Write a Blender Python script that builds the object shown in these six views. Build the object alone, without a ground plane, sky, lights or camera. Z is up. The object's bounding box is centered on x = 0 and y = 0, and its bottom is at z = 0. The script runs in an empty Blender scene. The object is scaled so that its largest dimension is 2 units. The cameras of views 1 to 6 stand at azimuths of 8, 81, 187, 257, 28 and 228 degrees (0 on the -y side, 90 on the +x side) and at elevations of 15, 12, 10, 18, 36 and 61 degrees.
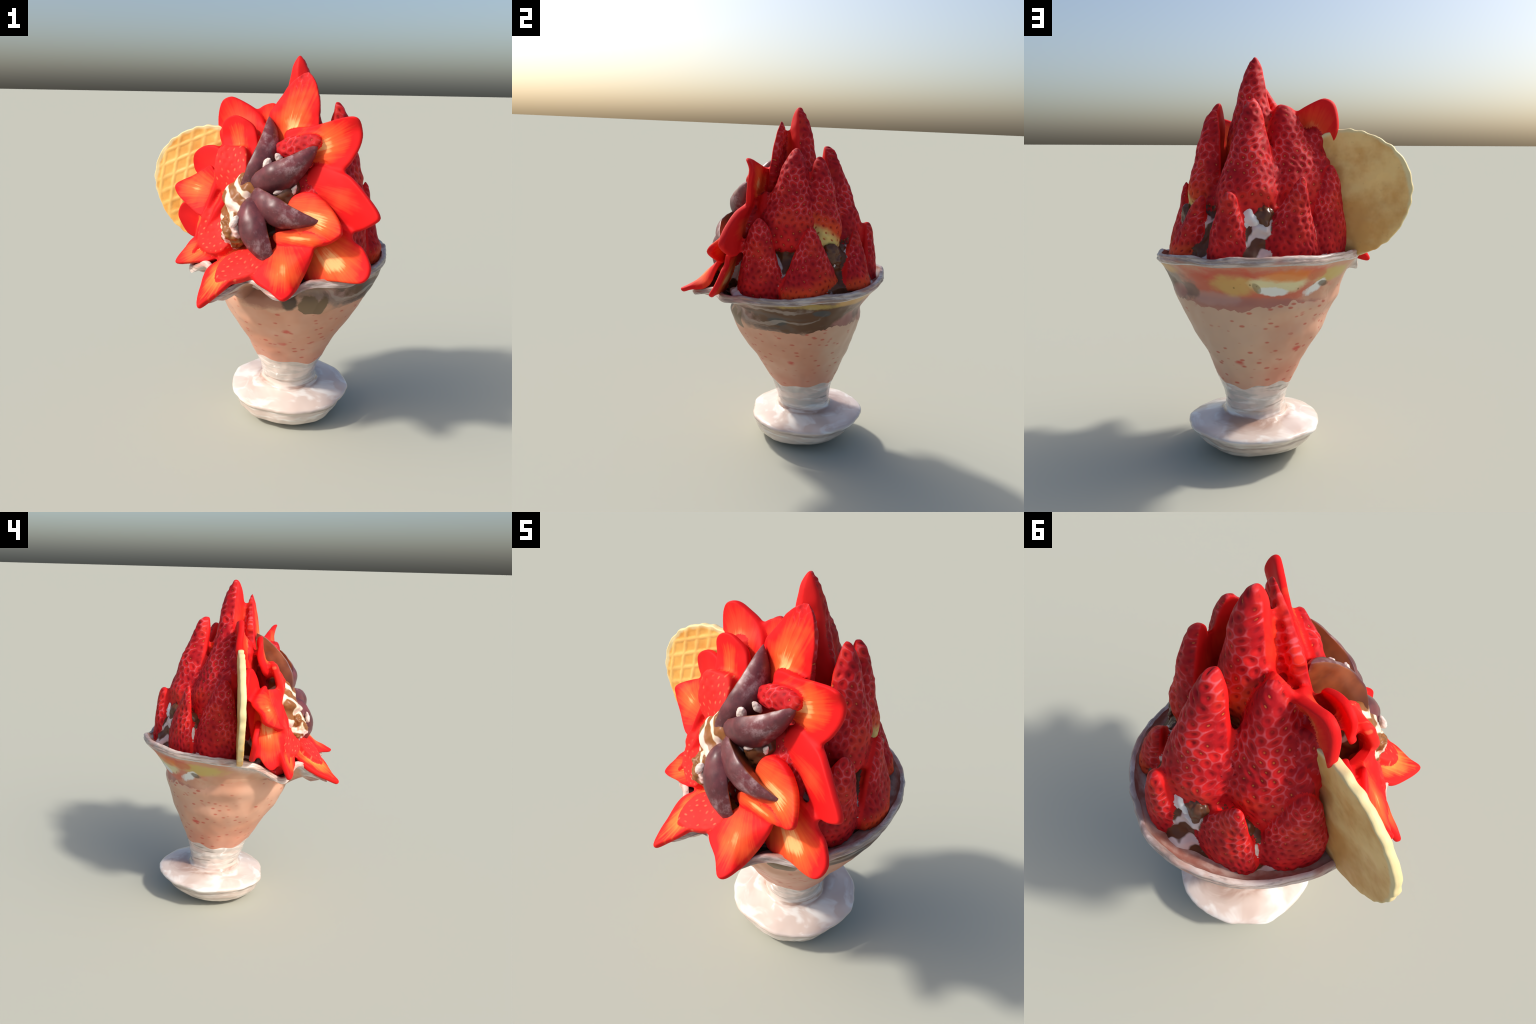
import bpy, math, random
import numpy as np
from mathutils import Vector, Matrix, noise as mnoise

rng = np.random.default_rng(7)
random.seed(7)

# ----------------------------------------------------------------------------
# node helpers
# ----------------------------------------------------------------------------
class NT:
    """Tiny builder for node materials: sockets or plain numbers everywhere."""
    def __init__(self, name):
        self.mat = bpy.data.materials.new(name)
        self.mat.use_nodes = True
        self.t = self.mat.node_tree
        self.t.nodes.clear()
        self.out = self.t.nodes.new('ShaderNodeOutputMaterial')
        self._co = None

    def link(self, v, sock):
        if isinstance(v, bpy.types.NodeSocket):
            self.t.links.new(v, sock)
        elif isinstance(v, (tuple, list)) and sock.type == 'RGBA' and len(v) == 3:
            sock.default_value = (*v, 1)
        else:
            sock.default_value = v

    def m(self, op, a, b=0.0, c=None, clamp=False):
        n = self.t.nodes.new('ShaderNodeMath')
        n.operation = op
        n.use_clamp = clamp
        self.link(a, n.inputs[0])
        self.link(b, n.inputs[1])
        if c is not None:
            self.link(c, n.inputs[2])
        return n.outputs[0]

    def co(self, kind='Object'):
        if self._co is None:
            self._co = self.t.nodes.new('ShaderNodeTexCoord')
        return self._co.outputs[kind]

    def xyz(self, v):
        n = self.t.nodes.new('ShaderNodeSeparateXYZ')
        self.link(v, n.inputs[0])
        return n.outputs[0], n.outputs[1], n.outputs[2]

    def vec(self, x, y, z):
        n = self.t.nodes.new('ShaderNodeCombineXYZ')
        for i, v in enumerate((x, y, z)):
            self.link(v, n.inputs[i])
        return n.outputs[0]

    def mapping(self, v, scale=(1, 1, 1), loc=(0, 0, 0), rot=(0, 0, 0)):
        n = self.t.nodes.new('ShaderNodeMapping')
        self.link(v, n.inputs['Vector'])
        n.inputs['Scale'].default_value = scale
        n.inputs['Location'].default_value = loc
        n.inputs['Rotation'].default_value = rot
        return n.outputs[0]

    def noise(self, v, scale, detail=3, rough=.5, dist=0.0):
        n = self.t.nodes.new('ShaderNodeTexNoise')
        self.link(v, n.inputs['Vector'])
        self.link(scale, n.inputs['Scale'])
        n.inputs['Detail'].default_value = detail
        n.inputs['Roughness'].default_value = rough
        n.inputs['Distortion'].default_value = dist
        return n.outputs[0]

    def voronoi(self, v, scale, rnd=1.0):
        n = self.t.nodes.new('ShaderNodeTexVoronoi')
        self.link(v, n.inputs['Vector'])
        n.inputs['Scale'].default_value = scale
        n.inputs['Randomness'].default_value = rnd
        return n.outputs['Distance'], n.outputs['Color']

    def wave(self, v, scale, dist, detail=2, dscale=1.0):
        n = self.t.nodes.new('ShaderNodeTexWave')
        self.link(v, n.inputs['Vector'])
        n.inputs['Scale'].default_value = scale
        n.inputs['Distortion'].default_value = dist
        n.inputs['Detail'].default_value = detail
        n.inputs['Detail Scale'].default_value = dscale
        return n.outputs['Fac']

    def step(self, v, lo, hi):
        """smooth 0..1 ramp between lo and hi (lo may exceed hi)"""
        n = self.t.nodes.new('ShaderNodeMapRange')
        n.interpolation_type = 'SMOOTHSTEP'
        flip = lo > hi
        self.link(v, n.inputs['Value'])
        n.inputs['From Min'].default_value = min(lo, hi)
        n.inputs['From Max'].default_value = max(lo, hi)
        n.inputs['To Min'].default_value = 1.0 if flip else 0.0
        n.inputs['To Max'].default_value = 0.0 if flip else 1.0
        return n.outputs[0]

    def mix(self, f, a, b):
        n = self.t.nodes.new('ShaderNodeMix')
        n.data_type = 'RGBA'
        self.link(f, n.inputs[0])
        self.link(a, n.inputs[6])
        self.link(b, n.inputs[7])
        return n.outputs[2]

    def ramp(self, f, stops):
        n = self.t.nodes.new('ShaderNodeValToRGB')
        self.link(f, n.inputs[0])
        el = n.color_ramp.elements
        while len(el) < len(stops):
            el.new(.5)
        for e, (p, c) in zip(el, stops):
            e.position = p
            e.color = (*c, 1)
        return n.outputs[0]

    def rand(self):
        n = self.t.nodes.new('ShaderNodeObjectInfo')
        return n.outputs['Random']

    def bump(self, h, strength=.3, dist=.005):
        n = self.t.nodes.new('ShaderNodeBump')
        n.inputs['Strength'].default_value = strength
        n.inputs['Distance'].default_value = dist
        self.link(h, n.inputs['Height'])
        return n.outputs[0]

    def principled(self, color, rough=.5, normal=None, **kw):
        n = self.t.nodes.new('ShaderNodeBsdfPrincipled')
        self.link(color, n.inputs['Base Color'])
        self.link(rough, n.inputs['Roughness'])
        if normal is not None:
            self.link(normal, n.inputs['Normal'])
        for k, v in kw.items():
            self.link(v, n.inputs[k.replace('_', ' ')])
        self.t.links.new(n.outputs[0], self.out.inputs[0])
        return self.mat

# ----------------------------------------------------------------------------
# berry dimple lattice, the same rule in numpy (geometry) and nodes (colour)
# ----------------------------------------------------------------------------
PIT = 0.043          # spacing of the seeds
PIT_ROW = PIT * 1.7

def pit_distance_np(x, y, z):
    r = np.sqrt(x * x + y * y)
    a = r * np.arctan2(x, np.maximum(y, 0) + 1e-5)
    a = a + .010 * np.sin(z * 27.0) + .005 * np.sin(z * 71.0 + 1.0)
    b = z + .009 * np.sin(a * 41.0 + 2.0)
    d = None
    for off in (0.0, .5):
        p = (np.mod(a / PIT + off, 1.0) - .5) * PIT
        q = (np.mod(b / PIT_ROW + off, 1.0) - .5) * PIT_ROW
        e = np.sqrt(p * p + q * q)
        d = e if d is None else np.minimum(d, e)
    return d

def pit_distance_nodes(N):
    x, y, z = N.xyz(N.co())
    yp = N.m('ADD', N.m('MAXIMUM', y, 0.0), 1e-5)
    r = N.m('SQRT', N.m('ADD', N.m('MULTIPLY', x, x), N.m('MULTIPLY', y, y)))
    a = N.m('MULTIPLY', r, N.m('ARCTAN2', x, yp))
    a = N.m('ADD', a, N.m('MULTIPLY', N.m('SINE', N.m('MULTIPLY', z, 27.0)), .010))
    a = N.m('ADD', a, N.m('MULTIPLY', N.m('SINE', N.m('MULTIPLY_ADD', z, 71.0, 1.0)), .005))
    b = N.m('ADD', z, N.m('MULTIPLY', N.m('SINE', N.m('MULTIPLY_ADD', a, 41.0, 2.0)), .009))
    ds = []
    for off in (0.0, .5):
        p = N.m('FLOORED_MODULO', N.m('MULTIPLY_ADD', a, 1 / PIT, off), 1.0)
        p = N.m('MULTIPLY', N.m('SUBTRACT', p, .5), PIT)
        q = N.m('FLOORED_MODULO', N.m('MULTIPLY_ADD', b, 1 / PIT_ROW, off), 1.0)
        q = N.m('MULTIPLY', N.m('SUBTRACT', q, .5), PIT_ROW)
        ds.append(N.m('SQRT', N.m('ADD', N.m('MULTIPLY', p, p), N.m('MULTIPLY', q, q))))
    return N.m('MINIMUM', *ds)

# ----------------------------------------------------------------------------
# materials
# ----------------------------------------------------------------------------
RED = (.66, .010, .012)

def flesh_color(N, core, rim, pale=None, elong=1.0):
    """cut strawberry: red rim, orange heart, pale radial streaks (Generated coords)"""
    gx, gy, gz = N.xyz(N.co('Generated'))
    ob = N.co()
    ex = N.m('MULTIPLY', N.m('SUBTRACT', gx, .5), 2.0)
    ez = N.m('MULTIPLY', N.m('SUBTRACT', gz, .46), 1.75 * elong)
    e = N.m('SQRT', N.m('ADD', N.m('MULTIPLY', ex, ex), N.m('MULTIPLY', ez, ez)))
    # streaks fan from the base
    fan = N.m('ARCTAN2', ex, N.m('ADD', gz, .35))
    st = N.noise(N.vec(N.m('MULTIPLY', fan, 13.0), N.m('MULTIPLY', gz, 1.2), N.m('MULTIPLY', N.rand(), 30.0)), 1.0, 3, .6)
    wob = N.noise(ob, 7.0, 3)
    e2 = N.m('ADD', e, N.m('ADD', N.m('MULTIPLY', N.m('SUBTRACT', st, .5), .65), N.m('MULTIPLY', N.m('SUBTRACT', wob, .5), 1.1)))
    # each slice has its own amount of orange
    e2 = N.m('ADD', e2, N.m('MULTIPLY_ADD', N.m('SUBTRACT', N.rand(), .45), .45, .07))
    stops = [(0.0, pale or core), (.20, core), (.52, tuple(.5 * a + .5 * b for a, b in zip(core, rim))), (.80, rim)]
    return N.ramp(e2, stops)

def skin_color(N, base_tint=None):
    d = pit_distance_nodes(N)
    ob = N.co()
    n1 = N.noise(ob, 9.0, 4, .6)
    n2 = N.noise(ob, 42.0, 3, .6)
    col = N.mix(N.step(n1, .35, .68), (.40, .007, .012), (.66, .016, .016))
    n4 = N.noise(N.mapping(ob, (1, 1, 1), (4, 2, 7)), 5.0, 3, .5)
    col = N.mix(N.m('MULTIPLY', N.step(n4, .50, .68), .6), col, (.74, .045, .018))
    # pale bloom web between the pits, patchy
    web = N.m('MULTIPLY', N.step(N.m('ADD', d, N.m('MULTIPLY', N.m('SUBTRACT', n2, .5), .008)), .0165, .0235), N.m('MULTIPLY', N.step(n1, .38, .60), N.step(N.xyz(N.co('Generated'))[2], .18, .48)))
    col = N.mix(N.m('MULTIPLY', web, .60), col, (.71, .15, .18))
    pit = N.step(d, .0125, .004)
    col = N.mix(N.m('MULTIPLY', pit, .58), col, (.20, .003, .008))
    # the seed in the pit
    rnd = N.noise(ob, 14.0, 1)
    seed = N.m('MULTIPLY', N.step(d, .0045, .003), N.step(rnd, .50, .60))
    col = N.mix(N.m('MULTIPLY', seed, .75), col, (.62, .18, .04))
    if base_tint is not None:
        # unripe pale shoulder at the calyx end
        gx, gy, gz = N.xyz(N.co('Generated'))
        h = N.m('ADD', gz, N.m('ADD', N.m('MULTIPLY', N.m('SUBTRACT', n1, .5), .18), N.m('MULTIPLY', N.m('SUBTRACT', gx, .5), base_tint[2])))
        o = N.step(h, base_tint[1] + .16, base_tint[1])
        y = N.step(h, base_tint[0] + .10, base_tint[0])
        notpit = N.m('SUBTRACT', 1.0, N.m('MULTIPLY', N.step(d, .009, .004), .8))
        col = N.mix(N.m('MULTIPLY', N.m('MULTIPLY', o, .55), notpit), col, (.76, .09, .014))
        col = N.mix(N.m('MULTIPLY', y, notpit), col, (.74, .52, .17))
    return col, d

def berry_material(name, cut_sign, base_tint=None, core=(.92, .16, .022), rim=(.72, .012, .012), pale=None, gloss=.48, elong=1.0):
    """skin on the bulging side, flesh on the flat cut side (local y)."""
    N = NT(name)
    skin, d = skin_color(N, base_tint)
    flesh = flesh_color(N, core, rim, pale, elong)
    x, y, z = N.xyz(N.co())
    wob = N.m('MULTIPLY', N.m('SUBTRACT', N.noise(N.co(), 30.0, 2), .5), .008)
    yy = N.m('ADD', N.m('MULTIPLY', y, cut_sign), wob)
    f = 1.0 if cut_sign == 0 else N.step(yy, -.003, .007)
    col = N.mix(f, skin, flesh) if cut_sign else flesh
    fine = N.noise(N.co(), 160.0, 3)
    nrm = N.bump(fine, .12, .003)
    return N.principled(col, .6, nrm, Specular_IOR_Level=.14)

MAT = {}
MAT['wedge'] = berry_material('strawberry_skin_and_cut', -1, core=(.80, .045, .016), rim=(.70, .012, .012))
MAT['wedge_pale'] = berry_material('strawberry_pale_shoulder', -1, base_tint=(.17, .27, -.30), core=(.80, .045, .016), rim=(.70, .012, .012))
MAT['wedge_orange'] = berry_material('strawberry_orange_shoulder', -1, base_tint=(-.3, .16, .2), core=(.80, .045, .016), rim=(.70, .012, .012))
MAT['wedge_peak'] = berry_material('strawberry_ripening_shoulder', -1, base_tint=(.06, .30, .2), core=(.80, .045, .016), rim=(.70, .012, .012))
MAT['slice'] = berry_material('strawberry_slice_red', 0, core=(.84, .065, .022), rim=(.70, .009, .010), pale=(.88, .15, .05), gloss=.5)
MAT['slice_orange'] = berry_material('strawberry_slice_orange', 0, core=(.86, .115, .024), rim=(.70, .009, .010), pale=(.92, .42, .16), gloss=.5)
MAT['slice_pale'] = berry_material('strawberry_slice_pale', 0, core=(.88, .25, .045), rim=(.75, .013, .011), pale=(.90, .66, .30), gloss=.5)
MAT['slice_skin'] = berry_material('strawberry_slice_with_skin', 1, core=(.86, .115, .024), rim=(.70, .009, .010), pale=(.92, .42, .16), gloss=.5)
MAT['slice_darker'] = berry_material('strawberry_slice_darker_red', 0, core=(.64, .012, .010), rim=(.58, .008, .010), gloss=.5)

def bright_skin():
    N = NT('strawberry_bright_skin')
    d = pit_distance_nodes(N)
    n1 = N.noise(N.co(), 8.0, 3)
    col = N.mix(n1, (.66, .012, .012), (.76, .03, .022))
    rnd = N.noise(N.co(), 23.0, 1)
    speck = N.m('MULTIPLY', N.step(d, .010, .003), N.step(rnd, .40, .58))
    col = N.mix(N.m('MULTIPLY', speck, .5), col, (.85, .22, .10))
    gx, gy, gz = N.xyz(N.co('Generated'))
    sh = N.step(N.m('ADD', gz, N.m('MULTIPLY', N.m('SUBTRACT', n1, .5), .15)), .22, .05)
    col = N.mix(N.m('MULTIPLY', sh, .7), col, (.62, .22, .03))
    return N.principled(col, .6, N.bump(N.noise(N.co(), 120.0, 3), .15, .003), Specular_IOR_Level=.14)
MAT['skin_bright'] = bright_skin()

def grape_skin():
    N = NT('grape_skin_and_flesh')
    ob = N.co()
    n = N.noise(ob, 9.0, 5, .65)
    n2 = N.noise(ob, 30.0, 4, .6)
    col = N.mix(N.step(n, .3, .7), (.075, .022, .027), (.175, .040, .046))
    # greyish bloom in rubbed patches and dots
    bl = N.m('MULTIPLY', N.step(N.noise(N.mapping(ob, (1, 1, .6), (.3, .1, .2)), 6.5, 5, .7), .46, .64), N.step(n2, .40, .62))
    col = N.mix(N.m('MULTIPLY', bl, .75), col, (.38, .25, .26))
    dd, _ = N.voronoi(ob, 34.0)
    col = N.mix(N.m('MULTIPLY', N.m('MULTIPLY', N.step(dd, .20, .08), N.step(n, .5, .62)), .5), col, (.42, .25, .27))
    # cut flesh on the flat side
    x, y, z = N.xyz(ob)
    fl = N.mix(N.step(N.noise(ob, 10.0, 3), .3, .7), (.12, .032, .013), (.26, .075, .026))
    gx, gy, gz = N.xyz(N.co('Generated'))
    fl = N.mix(N.step(gz, .45, .1), fl, (.10, .028, .014))
    rimd = N.step(N.m('ABSOLUTE', N.m('SUBTRACT', gx, .5)), .43, .49)
    fl = N.mix(rimd, fl, (.10, .03, .035))
    arc = N.m('MULTIPLY_ADD', gz, 2.0, -1.0)
    yc = N.m('MULTIPLY_ADD', N.m('MULTIPLY', arc, arc), .035, y)
    col = N.mix(N.step(yc, .001, -.004), col, fl)
    return N.principled(col, .36, N.bump(n2, .12, .003), Specular_IOR_Level=.35)
MAT['grape'] = grape_skin()

def cream_material(name, white, brown, thr, scale):
    N = NT(name)
    ob = N.co()
    warp = N.noise(ob, 5.0, 3)
    w = N.wave(N.mapping(ob, (1, 1, .75), (0, 0, 0), (.5, .9, .2)), scale, 9.0, 3, 1.6)
    f = N.step(N.m('ADD', w, N.m('MULTIPLY', N.m('SUBTRACT', warp, .5), 1.8)), thr - .13, thr + .13)
    br = N.mix(N.noise(ob, 22.0, 3), tuple(c * .6 for c in brown), tuple(c * 1.35 for c in brown))
    wh = N.mix(N.step(N.noise(ob, 4.0, 2), .45, .6), white, (.66, .45, .40))
    col = N.mix(f, br, wh)
    return N.principled(col, .4, N.bump(w, .25, .01), Specular_IOR_Level=.3)
MAT['core'] = cream_material('whipped_cream_with_chocolate', (.66, .57, .54), (.11, .034, .013), .70, 3.2)
MAT['mound'] = cream_material('cream_swirl_with_caramel', (.84, .72, .52), (.25, .090, .024), .70, 3.0)

def plain_cream():
    N = NT('white_cream')
    n = N.noise(N.co(), 14.0, 4)
    col = N.mix(n, (.70, .63, .60), (.86, .83, .80))
    return N.principled(col, .45, N.bump(n, .3, .006))
MAT['cream'] = plain_cream()

def nut_material():
    N = NT('almond_chip')
    col = N.mix(N.noise(N.co(), 26.0, 3), (.52, .33, .29), (.84, .76, .70))
    return N.principled(col, .45)
MAT['nut'] = nut_material()

def sauce_material():
    N = NT('chocolate_sauce')
    col = N.mix(N.noise(N.co(), 9.0, 3), (.075, .024, .010), (.14, .050, .020))
    return N.principled(col, .3, None, Specular_IOR_Level=.4)
MAT['sauce'] = sauce_material()

# --- wafer -------------------------------------------------------------------
WAF_R, WAF_CELL = .319, .070
def wafer_material():
    N = NT('wafer_biscuit')
    ob = N.co()
    x, y, z = N.xyz(ob)
    n = N.noise(ob, 5.0, 4, .6)
    n2 = N.noise(ob, 45.0, 4, .65)
    # back: toasted cream with brown bloom
    back = N.mix(N.step(n, .36, .66), (.84, .56, .21), (.66, .34, .085))
    back = N.mix(N.m('MULTIPLY', N.step(n2, .60, .75), .2), back, (.36, .16, .04))
    # front: orange cells between pale ribs (same lattice as the relief)
    u = N.m('ADD', x, N.m('MULTIPLY', z, -.17))
    v = N.m('ADD', z, N.m('MULTIPLY', x, -.42))
    cell = []
    for c in (u, v):
        p = N.m('ABSOLUTE', N.m('SUBTRACT', N.m('FLOORED_MODULO', N.m('MULTIPLY', c, 1 / WAF_CELL), 1.0), .5))
        cell.append(p)
    rib = N.step(N.m('ADD', N.m('MAXIMUM', *cell), N.m('MULTIPLY', N.m('SUBTRACT', n2, .5), .16)),   .26, .47)
    front = N.mix(N.step(n, .3, .7), (.76, .41, .09), (.68, .29, .04))
    front = N.mix(N.m('MULTIPLY', rib, .5), front, (.84, .54, .17))
    f = N.step(y, -.002, .004)
    col = N.mix(f, front, back)
    r = N.m('SQRT', N.m('ADD', N.m('MULTIPLY', x, x), N.m('MULTIPLY', z, z)))
    edge = N.step(N.m('ADD', r, N.m('MULTIPLY', N.m('SUBTRACT', N.noise(ob, 18.0, 3), .5), .03)), WAF_R - .022, WAF_R - .004)
    col = N.mix(N.m('MULTIPLY', edge, .85), col, (.72, .62, .33))
    return N.principled(col, .55, N.bump(n2, .25, .004))
MAT['wafer'] = wafer_material()

# --- glass and contents ------------------------------------------------------
CX, CY = .139, .190
RCX, RCY = .130, .060
def foot_glass():
    N = NT('pressed_glass_painted_glints')
    ob = N.co()
    x, y, z = N.xyz(ob)
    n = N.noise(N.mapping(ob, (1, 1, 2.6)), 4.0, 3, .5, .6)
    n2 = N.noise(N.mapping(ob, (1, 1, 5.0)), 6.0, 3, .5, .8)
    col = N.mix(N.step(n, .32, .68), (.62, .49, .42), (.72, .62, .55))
    col = N.mix(N.m('MULTIPLY', N.step(n2, .50, .66), .75), col, (.82, .79, .74))  # whitish streaks: reflections baked into the base colour
    # refraction rings and smears painted onto the opaque glass
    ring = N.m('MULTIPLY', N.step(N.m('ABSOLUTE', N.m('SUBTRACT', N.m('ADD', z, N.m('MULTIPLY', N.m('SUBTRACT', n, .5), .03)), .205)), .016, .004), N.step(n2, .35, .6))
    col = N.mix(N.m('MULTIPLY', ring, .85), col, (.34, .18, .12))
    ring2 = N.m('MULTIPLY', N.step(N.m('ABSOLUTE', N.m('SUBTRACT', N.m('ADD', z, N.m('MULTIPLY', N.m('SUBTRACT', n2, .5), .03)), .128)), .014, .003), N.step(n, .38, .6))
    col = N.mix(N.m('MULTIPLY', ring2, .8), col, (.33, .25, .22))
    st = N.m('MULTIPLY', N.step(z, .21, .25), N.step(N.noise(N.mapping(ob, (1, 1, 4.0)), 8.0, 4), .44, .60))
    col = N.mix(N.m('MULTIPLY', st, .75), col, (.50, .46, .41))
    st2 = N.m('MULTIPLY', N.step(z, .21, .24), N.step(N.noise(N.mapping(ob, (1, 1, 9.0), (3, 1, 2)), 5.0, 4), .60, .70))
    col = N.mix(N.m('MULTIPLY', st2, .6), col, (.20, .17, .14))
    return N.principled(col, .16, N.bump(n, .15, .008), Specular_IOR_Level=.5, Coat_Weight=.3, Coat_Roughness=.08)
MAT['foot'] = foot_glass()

def rim_glass():
    N = NT('glass_rim')
    ob = N.co()
    n = N.noise(N.mapping(ob, (1, 1, 7.0)), 7.0, 4, .6, .5)
    n2 = N.noise(N.mapping(ob, (1, 1, 3.0)), 4.0, 3, .6)
    x, y, z = N.xyz(ob)
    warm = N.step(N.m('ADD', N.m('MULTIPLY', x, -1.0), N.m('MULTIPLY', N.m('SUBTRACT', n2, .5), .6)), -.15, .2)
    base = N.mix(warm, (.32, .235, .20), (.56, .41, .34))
    col = N.mix(N.step(n, .40, .64), base, N.mix(warm, (.58, .49, .45), (.71, .60, .54)))  # lighter streaks draw the rim's highlights
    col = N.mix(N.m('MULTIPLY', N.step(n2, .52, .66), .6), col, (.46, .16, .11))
    n3 = N.noise(N.mapping(ob, (1, 1, 12.0), (2, 5, 1)), 9.0, 4, .6)
    col = N.mix(N.m('MULTIPLY', N.step(n3, .51, .62), .6), col, (.24, .165, .15))
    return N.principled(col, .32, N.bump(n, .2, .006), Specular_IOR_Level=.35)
MAT['rim'] = rim_glass()

def lip_mat():
    N = NT('pale_glass_lip')
    n = N.noise(N.mapping(N.co(), (1, 1, 3.0)), 8.0, 4, .6)
    col = N.mix(N.step(n, .35, .65), (.40, .33, .31), (.62, .58, .56))
    return N.principled(col, .25, N.bump(n, .2, .006), Coat_Weight=.3)
MAT['lip'] = lip_mat()

def smoothie():
    N = NT('strawberry_milkshake')
    ob = N.co()
    x, y, z = N.xyz(ob)
    n = N.noise(ob, 2.6, 4, .55)
    n2 = N.noise(N.mapping(ob, (1, 1, 2.2)), 13.0, 4, .6)
    col = N.mix(N.step(n, .34, .66), (.60, .28, .175), (.66, .37, .255))
    col = N.mix(N.m('MULTIPLY', N.step(N.m('ADD', z, N.m('MULTIPLY', N.m('SUBTRACT', n, .5), .3)), .55, .38), .6), col, (.60, .235, .155))
    # creamier on the +y side
    back = N.step(N.m('ADD', N.m('ADD', y, N.m('MULTIPLY', x, .5)), N.m('MULTIPLY', N.m('SUBTRACT', n, .5), .5)), .25, .52)
    col = N.mix(N.m('MULTIPLY', back, .6), col, (.62, .45, .315))
    # flecks of fruit, a few larger
    d1, c1 = N.voronoi(N.mapping(ob, (.75, .75, 1.6), (.13, .4, .2)), 21.0)
    k1 = N.noise(ob, 3.5, 2)
    f1 = N.m('MULTIPLY', N.step(N.m('ADD', d1, N.m('MULTIPLY', N.m('SUBTRACT', n2, .5), .25)), .27, .12), N.step(k1, .30, .46))
    d2, c2 = N.voronoi(N.mapping(ob, (1, 1, 1.6), (.7, .1, .5)), 6.0)
    f2 = N.m('MULTIPLY', N.step(N.m('ADD', d2, N.m('MULTIPLY', N.m('SUBTRACT', n2, .5), .3)), .22, .09), N.step(N.noise(ob, 5.0, 2), .52, .60))
    col = N.mix(N.m('MULTIPLY', f1, .75), col, (.50, .085, .05))
    col = N.mix(N.m('MULTIPLY', f2, .85), col, (.55, .05, .035))
    return N.principled(col, .4, None, Specular_IOR_Level=.3)
MAT['smoothie'] = smoothie()

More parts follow.
